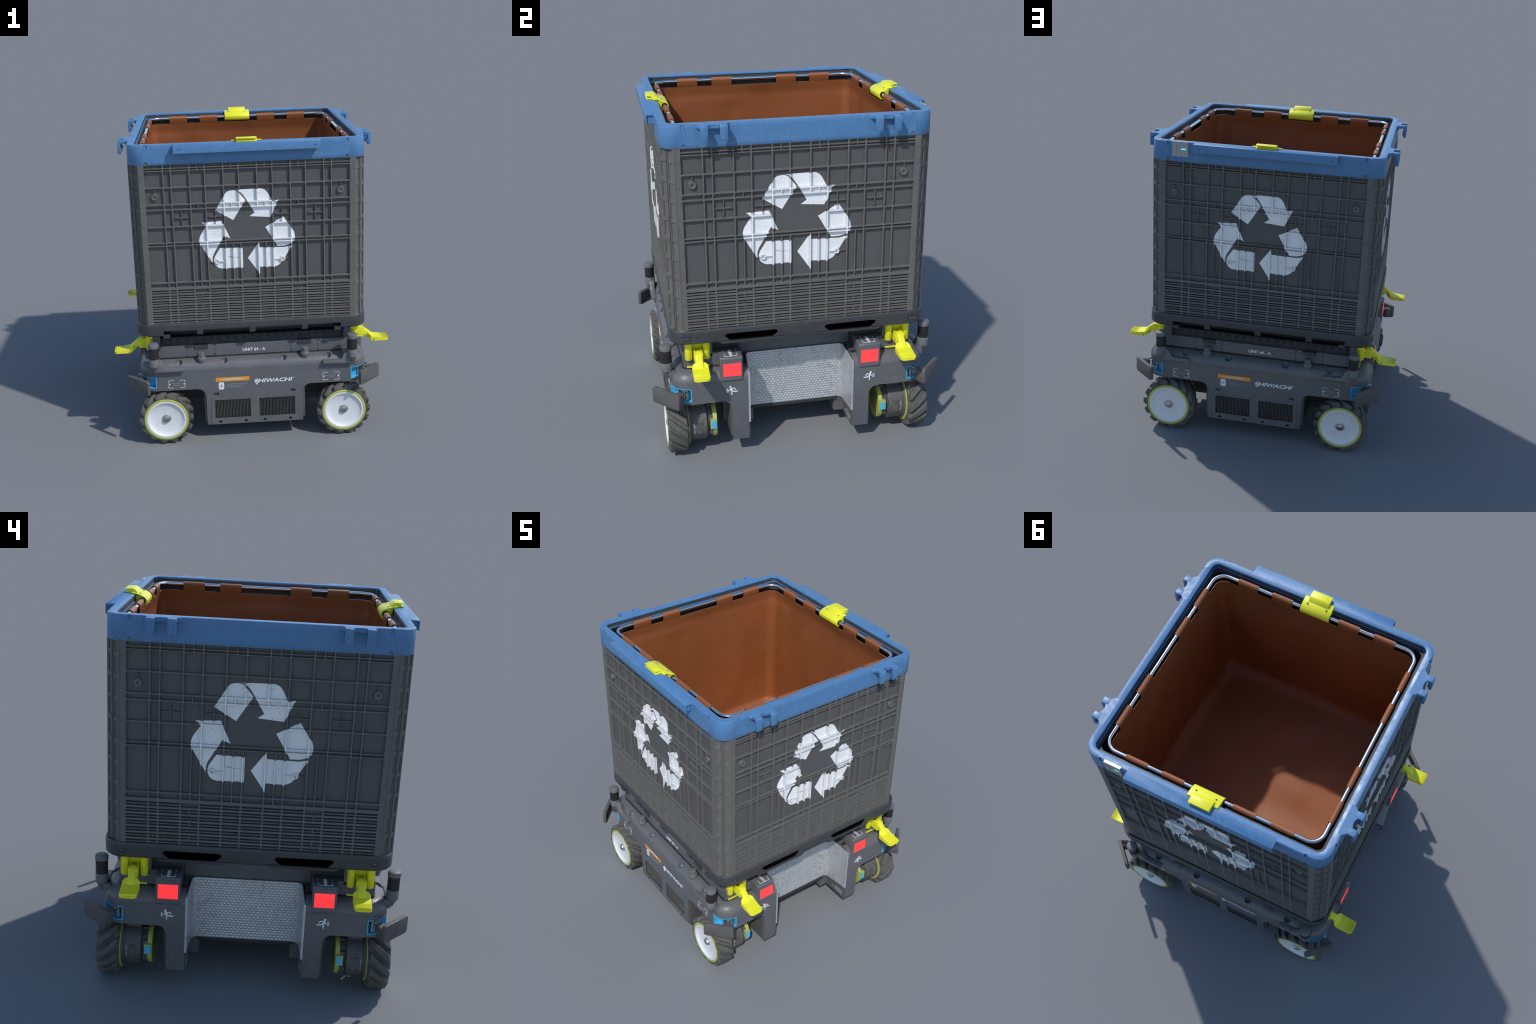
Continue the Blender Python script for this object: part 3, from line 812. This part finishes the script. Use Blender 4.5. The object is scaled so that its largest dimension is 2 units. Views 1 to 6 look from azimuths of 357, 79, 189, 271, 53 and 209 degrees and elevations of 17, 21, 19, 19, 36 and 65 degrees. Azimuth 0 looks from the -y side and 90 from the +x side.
for t_ in (-1, 1):
    for i in range(23):
        x = -.5865 + .0533 * i; y0, y1 = sorted((t_ * .636, t_ * .648)); add_box(b, x - .007, x + .007, y0, y1, .668, .681)
    y0, y1 = sorted((t_ * .63, t_ * .646)); add_box(b, -.61, .61, y0, y1, .688, .6975)
    for s in (-1, 1): add_box(b, s * .335 - .036, s * .335 + .036, min(t_ * .6399, t_ * .6415), max(t_ * .6399, t_ * .6415), .661, .666)
bm_obj("deck_notches", b, 'black', deck, kind="stuff")
b = bmesh.new()
for s in (-1, 1):
    add_box(b, min(s * .515, s * .5270), max(s * .515, s * .5270), -.256, .256, .566, .7410, .002)
    for t_ in (-1, 1): add_box(b, min(s * .515, s * .5255), max(s * .515, s * .5255), min(t_ * .262, t_ * .33), max(t_ * .262, t_ * .33), .566, .7405, .002)
bm_obj("deck_end_plate", b, 'body', deck)
b = bmesh.new()
for s in (-1, 1): add_box(b, min(s * .526, s * .5276), max(s * .526, s * .5276), -.017, .017, .630, .664, .0005, 1)
bm_obj("deck_socket", b, 'black', deck)
# towers under the tray corners
b = bmesh.new(); add_box(b, .600, .6640, -.6655, -.652, .563, .6425, .004); add_box(b, .600, .6640, -.518, -.500, .563, .741, .004); add_box(b, .600, .648, -.66, -.505, .563, .741, .003)
tower = bm_obj("corner_tower", b, 'body', root)
for mt in QUAD: copy_obj(tower, root, mt)

# ================================================================== FOOT PEDALS
b = bmesh.new()
add_box(b, .612, .652, -.6505, -.519, .5685, .741, .002); add_box(b, .640, .672, -.6475, -.5195, .5655, .5745, .002)
for y in (-.6365, -.5345): 
    add_lathe(b, [(.019, .620), (.021, .623), (.021, .741)], (.672, y, 0), 'z', 22)
    add_box(b, .630, .672, y - .0215, y + .0215, .70, .741, .002)
add_box(b, .645, .742, -.6085, -.5990, .622, .684, .006, 2); add_box(b, .645, .742, -.5705, -.5610, .622, .684, .006, 2)
pedal = bm_obj("foot_pedal", b, 'yellow', root)
b = bmesh.new()
add_prism(b, [(.690, .660), (.700, .680), (.716, .6865), (.7300, .6860), (.7438, .6790), (.7768, .6545), (.8038, .6300), (.806, .606), (.789, .5975), (.768, .610), (.757, .627), (.741, .635), (.715, .634), (.697, .642)], 'y', -.6040, -.5655, .003, 2)
add_lathe(b, [(.0003, -.6105), (.018, -.6105), (.020, -.6085), (.020, -.561), (.018, -.559), (.0003, -.559)], (.7200, 0, .6560), 'y', 26)
add_box(b, .7050, .7280, -.5960, -.5735, .681, .6880, .001)
bm_obj("pedal_arm", b, 'yellow', pedal)
b = bmesh.new()
plan = [(.7680, -.6010), (.7740, -.6180), (.7860, -.6290), (.80, -.6305), (.8860, -.6305), (.8980, -.6240), (.9025, -.6120), (.9025, -.5610), (.8980, -.5480), (.8860, -.5415), (.80, -.5395), (.7860, -.5410), (.7740, -.5520), (.7680, -.5690)]
t = bmesh.new()
lo = [t.verts.new((x, y, .5960 + max(0, (.80 - x)) * .62)) for x, y in plan]
hi = [t.verts.new((x, y, .6120 + max(0, (.818 - x)) * .72 - max(0, x - .89) * .4)) for x, y in plan]
t.faces.new(lo); t.faces.new(hi); n = len(plan)
for i in range(n): t.faces.new((lo[i], lo[(i + 1) % n], hi[(i + 1) % n], hi[i]))
bmesh.ops.triangulate(t, faces=[f for f in t.faces if len(f.verts) > 4])
bmesh.ops.recalc_face_normals(t, faces=t.faces)
merge(b, t)
bm_obj("pedal_pad", b, 'yellow', pedal, 25)
b = bmesh.new()
for i in range(9):
    x = .8180 + .0100 * i; w = .002 if i < 8 else .006
    add_prism(b, [(x - .0036, .609), (x - .0014, .6185), (x + .0014, .6185), (x + .0036, .609)], 'y', -.6290 + (.004 if i == 8 else 0), -.5415 - (.004 if i == 8 else 0), .0005, 1)
bm_obj("pedal_tread", b, 'yellow', pedal, kind="stuff")
b = bmesh.new(); add_lathe(b, [(.0045, -.6310), (.0045, -.6302), (.0003, -.6302)], (.806, 0, .6045), 'y', 12)
bm_obj("pedal_pin", b, 'deck', pedal)
spread([pedal] + list(pedal.children), QUAD, root)

# ================================================================== SIGNAL LIGHTS
b = bmesh.new()
add_prism(b, [(.60, .55), (.60, .640), (.625, .6475), (.738, .6440), (.7465, .6370), (.7480, .500), (.740, .490), (.70, .49)], 'y', -.4675, -.3395, .006, 3)
lamp = bm_obj("signal_lamp", b, 'body', root)
b = bmesh.new(); add_box(b, .742, .7505, -.4600, -.3470, .503, .6335, .005, 2)
bm_obj("lamp_bezel", b, 'pallet', lamp).data.materials[0] = M['body']
b = bmesh.new(); add_box(b, .745, .7515, -.4535, -.3495, .5280, .6085, .0005, 1)
bm_obj("lamp_lens", b, 'red_glow', lamp)
top = lambda u, v, d: Vector((v, u, .6440 + (.740 - v) * .029 + d + .0008))
b = bmesh.new()
for s in (-1, 1):
    q = -.4035 + s * .0365
    stroke(b, [(-.4035 + s * .014, .7290), (q - s * .004, .7290), (q, .7250), (q, .700)], .0028, top, .0006)
    stroke(b, [(q, .672), (q, .655)], .0028, top, .0006)
disc(b, (-.4035, .7280), .0095, top, .0008, 14, .0042)
bm_obj("lamp_marking", b, 'mark', lamp)
spread([lamp] + list(lamp.children), QUAD, root)
for sx in (1, -1):
    for yy in (-.4035, .4035):
        cx = lambda u, v, d, sx=sx, yy=yy: Vector((sx * (.690 + (-u) * (1 if sx > 0 else 1)), yy + v * (-1 if sx > 0 else 1) * 1, .6440 + (.740 - (.690 - u)) * .029 + d + .0008))
        bb = (-.030, .030, -.009, .009)
        lettering("caution_lettering", "CAUTION !", 'mark', root, bb, cx, .0006, .01)

# ================================================================== TREAD PLATE RECESS
bm = bmesh.new()
def plate_pt(s):
    """s in metres along the bent sheet from its centre: flat back, tight bend, side wall to the front edge"""
    xb, half, rc, ang = .543, .262, .030, math.radians(86)
    a = abs(s); sg = 1 if s >= 0 else -1; arc = rc * ang
    q = min(ang, max(0, (a - half) / rc)); rest = max(0, a - half - arc)
    return Vector((xb + rc * (1 - math.cos(q)) + rest * math.sin(q), sg * (min(a, half) + rc * math.sin(q) + rest * math.cos(q)))), Vector((math.cos(q), -sg * math.sin(q), 0))
NS, NZ2, SM = 330, 140, .4680
rows = []
for j in range(NZ2 + 1):
    row = []
    for i in range(NS + 1):
        s = -SM + 2 * SM * i / NS; a = abs(s)
        w = max(0, (a - .31) / (SM - .31))
        zt = .5600 - .022 * w; zb = .2020 + .012 * w
        z = zb + (zt - zb) * j / NZ2
        p, nrm = plate_pt(s)
        h = 0
        if a < .275:
            pu, pv = .0215, .0155
            r_ = math.floor(z / pv); du = (s / pu + .5 * (r_ % 2)) % 1 - .5; dv = (z / pv) % 1 - .5
            h = .0042 * max(0, 1 - 2.1 * max(abs(du), abs(dv) * .95)) * min(1, (.275 - a) / .02)
        row.append(Vector((p.x, p.y, z)) + nrm * h)
    rows.append(row)
t = bmesh.new()
vv = [[t.verts.new(p) for p in r] for r in rows]
for j in range(NZ2):
    for i in range(NS): t.faces.new((vv[j][i], vv[j][i + 1], vv[j + 1][i + 1], vv[j + 1][i]))
bmesh.ops.recalc_face_normals(t, faces=t.faces)
me = bpy.data.meshes.new("tread_plate"); t.to_mesh(me); t.free(); bm.free()
tread = new_obj("tread_plate", me, 'tread', root, 50)
if sum(p.normal.x for p in me.polygons) < 0: me.flip_normals()
md = tread.modifiers.new("s", 'SOLIDIFY'); md.thickness = .005; md.offset = -1
m2 = mesh_of(tread); tread.modifiers.clear(); tread.data = m2; finish(m2, 50)
b = bmesh.new()
for s in (-1, 1):
    add_box(b, .700, .7435, min(s * .2995, s * .3105), max(s * .2995, s * .3105), .214, .536, .003, 2)
bm_obj("tread_flange", b, 'tread', tread)
b = bmesh.new(); add_box(b, .515, .550, -.262, .262, .186, .2025, .004)
bm_obj("tread_sill", b, 'deck', tread)
spread([tread] + list(tread.children), [SX], root)
# foot shoes inside the legs with a small cyan lamp
b = bmesh.new(); add_box(b, .560, .735, -.318, -.302, .112, .205, .006, 2)
shoe = bm_obj("leg_shoe", b, 'alloy', root); shoe.data.materials[0] = M['drum']
b = bmesh.new(); add_box(b, .640, .725, -.308, -.2985, .135, .165, .004, 2); o = bm_obj("shoe_wear_strip", b, 'alloy', shoe)
b = bmesh.new(); add_box(b, .618, .623, -.303, -.3005, .146, .151); bm_obj("shoe_light", b, 'cyan_glow', shoe)
spread([shoe] + list(shoe.children), QUAD, root)
# leg number plates and running-figure icons on the end faces
xf = lambda u, v, d: Vector((.7420 + d, u, v))
b = bmesh.new()
for z in (.283, .213, .142): stroke(b, [(-.376, z), (-.345, z)], .0025, xf, .0015)
stroke(b, [(-.389, .142), (-.389, .286)], .0012, xf, .0012); stroke(b, [(-.330, .142), (-.330, .286)], .0012, xf, .0012)
legp = bm_obj("leg_panel_lines", b, 'body', body)
b = bmesh.new()
disc(b, (-.4140, .4555), .0062, xf, .0012)
O = (-.4020, .4330)
stroke(b, [(-.4115, .4440), (-.4045, .4300)], .0105, xf, .0009)
stroke(b, [(-.4060, .4460), (-.3910, .4460), (-.3845, .4360)], .0055, xf, .0010)
stroke(b, [(-.4110, .4425), (-.4185, .4330)], .0052, xf, .0013)
stroke(b, [(-.4050, .4300), (-.3935, .4265), (-.3890, .4240), (-.3735, .4255)], .0060, xf, .0014)
stroke(b, [(-.4050, .4290), (-.4065, .4200), (-.4065, .4075)], .0066, xf, .0016)
for k, r in enumerate((.010, .0145, .019)):
    stroke(b, [(-.4130 + r * math.cos(a) - .004, .4330 + r * math.sin(a)) for a in [PI - .75 + 1.5 * i / 8 for i in range(9)]], .0022, xf, .0008)
runner = bm_obj("walking_icon", b, 'mark', body)
b = bmesh.new(); add_lathe(b, [(.0105, .738), (.0105, .7427), (.0085, .7432), (.0085, .7424), (.0003, .7424)], (0, -.5080, .4590), 'x', 20); add_lathe(b, [(.0105, -.738), (.0105, -.7427), (.0085, -.7432), (.0085, -.7424), (.0003, -.7424)], (.5045, 0, .4602), 'y', 20)
scr = bm_obj("body_screw", b, 'body', body)
for o in (legp, runner, scr):
    for mt in QUAD: copy_obj(o, body, mt)

# ================================================================== SHOULDER BOLTS AND SENSOR POSTS
b = bmesh.new()
hexp = lambda r, z: [(.3375 + r * math.cos(PI / 3 * i + .3), -.7060 + r * math.sin(PI / 3 * i + .3), z) for i in range(6)]
add_loft(b, [hexp(.0215, .578), hexp(.0215, .6065), hexp(.0190, .6090)])
add_lathe(b, [(.005, .495), (.012, .510), (.0245, .550), (.0300, .564), (.0300, .572), (.0260, .580), (.01, .581)], (.3375, -.7060, 0), 'z', 26)
bolt = bm_obj("shoulder_bolt", b, 'post', root)
for mt in QUAD: copy_obj(bolt, root, mt)
px, py = .6400, -.7615
b = bmesh.new()
add_lathe(b, [(.010, .512), (.018, .530), (.0275, .546), (.0325, .552), (.0335, .6030), (.0325, .6045), (.01, .6045)], (px, py, 0), 'z', 32)
add_prism(b, [(.4475, .507), (.4475, .5275), (.5550, .5300), (.5680, .5380), (.5760, .5520), (.5850, .5720), (.6000, .5850), (.6250, .5850), (.6600, .5600), (.6600, .530), (.6450, .5030)], 'y', -.7690, -.7360, .0035, 2)
add_box(b, .650, .668, -.752, -.715, .505, .55, .004)
post = bm_obj("sensor_post", b, 'post', root)
b = bmesh.new(); add_lathe(b, [(.0322, .6035), (.0322, .6800)], (px, py, 0), 'z', 32)
bm_obj("sensor_window", b, 'black', post)
b = bmesh.new(); add_lathe(b, [(.0325, .6785), (.0345, .6800), (.0345, .6990), (.0320, .7055), (.0250, .7085), (.01, .7090)], (px, py, 0), 'z', 32)
bm_obj("sensor_cap", b, 'post', post)
spread([post] + list(post.children), QUAD, root)

# ================================================================== WHEELS
WX, WZ, WR = .5835, .1768, .1768
Y0, Y1 = -.7765, -.6580
b = bmesh.new()
prof = [(.1440, Y0 + .002), (.1500, Y0), (.1525, Y0 + .004), (.1535, Y0 + .014), (.1540, Y0 + .03), (.1540, Y1 - .03), (.1535, Y1 - .012), (.1505, Y1 - .003), (.1460, Y1), (.1300, Y1), (.1300, Y0 + .002)]
add_lathe(b, prof, (WX, 0, WZ), 'y', 72, True)
wheel = bm_obj("wheel", b, 'tire', root, 40)
b = bmesh.new(); NL = 14
for k in range(1):
    a0 = .12
    rings = []
    NT = 12
    for i in range(NT + 1):
        t_ = i / NT; y = Y0 - .0005 + (Y1 - Y0 - .001) * t_; a = a0 - .62 * t_
        e = min(t_, 1 - t_); wd = .128 * math.sqrt(max(0, min(1, e / .14))) * .35 + .128 * .65
        edge = min(1, e / .12); rt = .1600 + (WR - .1600) * math.sqrt(max(0, 1 - (1 - edge) ** 2))
        rl = .147
        ring_ = []
        for da, r in ((-wd * 1.45, rl), (-wd * .98, rt - .004), (-wd * .82, rt), (0, rt), (wd * .82, rt), (wd * .98, rt - .004), (wd * 1.25, rl)):
            ring_.append((WX + r * math.cos(a + da), y, WZ + r * math.sin(a + da)))
        rings.append(ring_)
    add_loft(b, rings)
lug = bm_obj("tread_lug", b, 'tire', wheel, 40)
AX = Matrix.Translation((WX, 0, WZ))
for k in range(1, NL): copy_obj(lug, wheel, AX @ Matrix.Rotation(-2 * PI * k / NL, 4, 'Y') @ AX.inverted())
b = bmesh.new(); add_lathe(b, [(.1285, -.7715), (.1285, -.7775), (.1300, -.7788), (.1420, -.7780), (.1440, -.7760), (.1440, -.7715)], (WX, 0, WZ), 'y', 64, True)
bm_obj("rim_ring", b, 'yellow_dull', wheel, 40)
b = bmesh.new(); add_lathe(b, [(.1285, -.700), (.1285, -.7775), (.1190, -.7785), (.1165, -.7760), (.1080, -.7690), (.0900, -.7640), (.0600, -.7610), (.0340, -.7600), (.0320, -.7570), (.0300, -.7570), (.0280, -.7600), (.0005, -.7600)], (WX, 0, WZ), 'y', 64)
bm_obj("wheel_disc", b, 'white', wheel, 30)
b = bmesh.new(); add_lathe(b, [(.0290, -.758), (.0290, -.7615), (.0250, -.7625), (.0245, -.7680), (.0215, -.7740), (.0130, -.7770), (.0005, -.7775)], (WX, 0, WZ), 'y', 10)
bm_obj("hub_cap", b, 'hub', wheel, 30)
b = bmesh.new(); add_lathe(b, [(.1250, -.6590), (.1400, -.6585), (.1415, -.6570), (.1415, -.6545), (.1400, -.6530), (.1250, -.6520)], (WX, 0, WZ), 'y', 56, True)
bm_obj("inner_ring", b, 'yellow_dull', wheel, 40)
b = bmesh.new()
add_lathe(b, [(.1000, -.6560), (.1260, -.6530), (.1260, -.6400), (.1220, -.6385), (.1180, -.6380), (.1180, -.6330), (.1205, -.6320), (.1205, -.5520), (.1180, -.5485), (.1050, -.5480), (.0950, -.5440), (.0920, -.5400), (.0920, -.5080), (.05, -.5080)], (WX, 0, WZ), 'y', 48)
add_box(b, WX - .045, WX + .045, -.632, -.556, WZ + .09, .40, .006)
add_box(b, WX + .094, WX + .1215, -.606, -.574, WZ - .030, WZ + .040, .006, 2)
for a in (.5, -.5, 1.4, -1.4, 2.4, 3.4): add_box(b, WX + .092 * math.cos(a) - .012, WX + .092 * math.cos(a) + .012, -.541, -.513, WZ + .092 * math.sin(a) - .012, WZ + .092 * math.sin(a) + .012, .004)
bm_obj("motor_drum", b, 'drum', wheel, 35)
b = bmesh.new(); add_lathe(b, [(.05, -.5130), (.1060, -.5130), (.1085, -.5110), (.1085, -.4900), (.1060, -.4880), (.05, -.4880)], (WX, 0, WZ), 'y', 40)
add_box(b, WX + .070, WX + .116, -.5290, -.4920, WZ - .012, WZ + .046, .003)
bm_obj("motor_end_plate", b, 'yellow_dull', wheel, 35)
b = bmesh.new(); add_box(b, WX + .082, WX + .1200, -.5235, -.4950, WZ - .007, WZ + .040, .003)
bm_obj("connector_tab", b, 'cyan', wheel)
b = bmesh.new()
for i in range(15):
    if i in (7, 8): continue
    a = .28 - .068 * i / 1.9; t = bmesh.new(); add_box(t, .1195, .1211, -.6265, -.6205, -.0017, .0017)
    merge(b, t, Matrix.Translation((WX, 0, WZ)) @ Matrix.Rotation(-a, 4, 'Y'))
bm_obj("drum_marking", b, 'mark_dim', wheel, kind="stuff")
T2 = Matrix.Translation((-2 * WX, 0, 0))
for head in spread([wheel] + list(wheel.children), [SY, T2, T2 @ SY], root)[1:]:
    for c in head.children:
        if c.name.split('.')[0] in ("motor_drum", "motor_end_plate", "connector_tab", "drum_marking"):
            c.matrix_basis = T2.inverted() @ SX @ c.matrix_basis

# ================================================================== MARKINGS ON FRONT AND REAR
for rear in (False, True):
    mt = R180 if rear else Matrix.Identity(4)
    f = lambda u, v, d, mt=mt: mt @ Vector((u, -.7420 - d, v))
    fc = lambda u, v, d, mt=mt: mt @ Vector((u, -.6670 - d, v))
    lettering("unit_lettering", "UNIT 64 - A", 'mark', collar, (-.0665, .0825, .5860, .6075), fc, .0012, .026)
    b = bmesh.new(); t = bmesh.new(); add_box(t, -.2516, -.0318, -.7431, -.7400, .4115, .4385); merge(b, t, mt); bm_obj("caution_label", b, 'orange', body)
    lettering("caution_lettering", "! CAUTION !", 'mark', body, (-.2180, -.0655, .4175, .4325), lambda u, v, d, mt=mt: mt @ Vector((u, -.7431 - d, v)), .0008, .015, 0, 1.15)
    b = bmesh.new()
    oc = [(-.2270, .4060), (-.2050, .4060), (-.1990, .4010), (-.1972, .3800), (-.1990, .3595), (-.2050, .3545), (-.2270, .3545), (-.2325, .3595), (-.2342, .3800), (-.2325, .4010)]
    t = bmesh.new(); add_prism(t, oc, 'y', -.7430, -.7405); merge(b, t, mt); bm_obj("battery_icon", b, 'mark', body)
    b = bmesh.new(); 
    g_ = lambda u, v, d, mt=mt: mt @ Vector((u, -.7428 - d, v))
    disc(b, (-.2157, .3800), .0050, g_, .0009)
    for k in range(10):
        a = 2 * PI * k / 10; disc(b, (-.2157 + .0105 * math.cos(a), .3800 + .0125 * math.sin(a)), .0015, g_, .0009, 6)
    disc(b, (-.2157, .4025), .0013, g_, .0009, 6)
    bm_obj("battery_icon_detail", b, 'body', body)
    b = bmesh.new()
    for v, u1 in ((.3900, -.038), (.3790, -.072), (.3693, -.0825)):
        u = -.1825
        while u < u1:
            w = random.uniform(.006, .016); stroke(b, [(u, v), (min(u + w, u1), v)], .0020, f, .0005); u += w + .0035
    bm_obj("small_print", b, 'mark_dim', body, kind="stuff")
    lettering("maker_lettering", "HIWACHI", 'mark', body, (.0235, .2500, .3900, .4170), f, .0012, .028, .22, 1.0)
    lettering("trade_lettering", "TM", 'mark', body, (.2520, .2640, .4125, .4170), f, .0010, .02)
    b = bmesh.new()      # branching coral emblem
    for k, (pts) in enumerate(([(.0265, .4010), (.0150, .4020), (.0075, .4060)], [(.0265, .4070), (.0150, .4085), (.0105, .4150)], [(.0150, .4085), (.0050, .4095)], [(.0265, .4070), (.0185, .4150), (.0185, .4215)],
                             [(.0265, .3960), (.0150, .3945), (.0040, .3975)], [(.0150, .3945), (.0085, .3895)], [(.0265, .3920), (.0180, .3860), (.0165, .3780)], [(.0180, .3860), (.0105, .3830)], [(.0150, .4020), (.0025, .4030)])):
        stroke(b, pts, .0034, f, .0010 + .00013 * k)
    for k, p in enumerate(((.0075, .4060), (.0105, .4150), (.0050, .4095), (.0185, .4215), (.0040, .3975), (.0085, .3895), (.0165, .3780), (.0105, .3830), (.0025, .4030))): disc(b, p, .0026, f, .0026 + .00005 * k, 8)
    bm_obj("maker_emblem", b, 'mark', body)
    for s in (-1, 1):
        cx, cz, hw, hh = s * .5045, .4098, .0555, .0262
        b = bmesh.new(); r = .010
        for k, (a_, c_) in enumerate(((-1, 1), (1, 1), (-1, -1), (1, -1))):
            e = [(cx + a_ * .022, cz + c_ * hh)] + [(cx + a_ * (hw - r + r * math.sin(q)), cz + c_ * (hh - r + r * math.cos(q))) for q in [PI / 2 * i / 4 for i in range(5)]] + [(cx + a_ * hw, cz + c_ * .0115)]
            stroke(b, e, .0024, f, .0007 + .0005 * k * 0)
        for a_ in (-1, 1): disc(b, (cx + a_ * (hw - .0075), cz), .0050, f, .0011, 14, .0070)
        bm_obj("capacity_marking", b, 'mark', body)
        lettering("capacity_lettering", "! MAX CAPACITY !", 'mark_dim', body, (cx - .038, cx + .038, cz + .001, cz + .0085), f, .0007)
        lettering("capacity_lettering", "600 LBS", 'mark_dim', body, (cx - .017, cx + .017, cz - .0115, cz - .0045), f, .0007)

for o in root.children:      # the crate sits a little off the base centre
    if o.name.split('.')[0] in ("crate", "rim", "hoop_tube", "liner", "hoop_clip"):
        o.matrix_basis = Matrix.Translation((0, -.0050, 0)) @ o.matrix_basis

bpy.data.materials.remove(M['cut'])
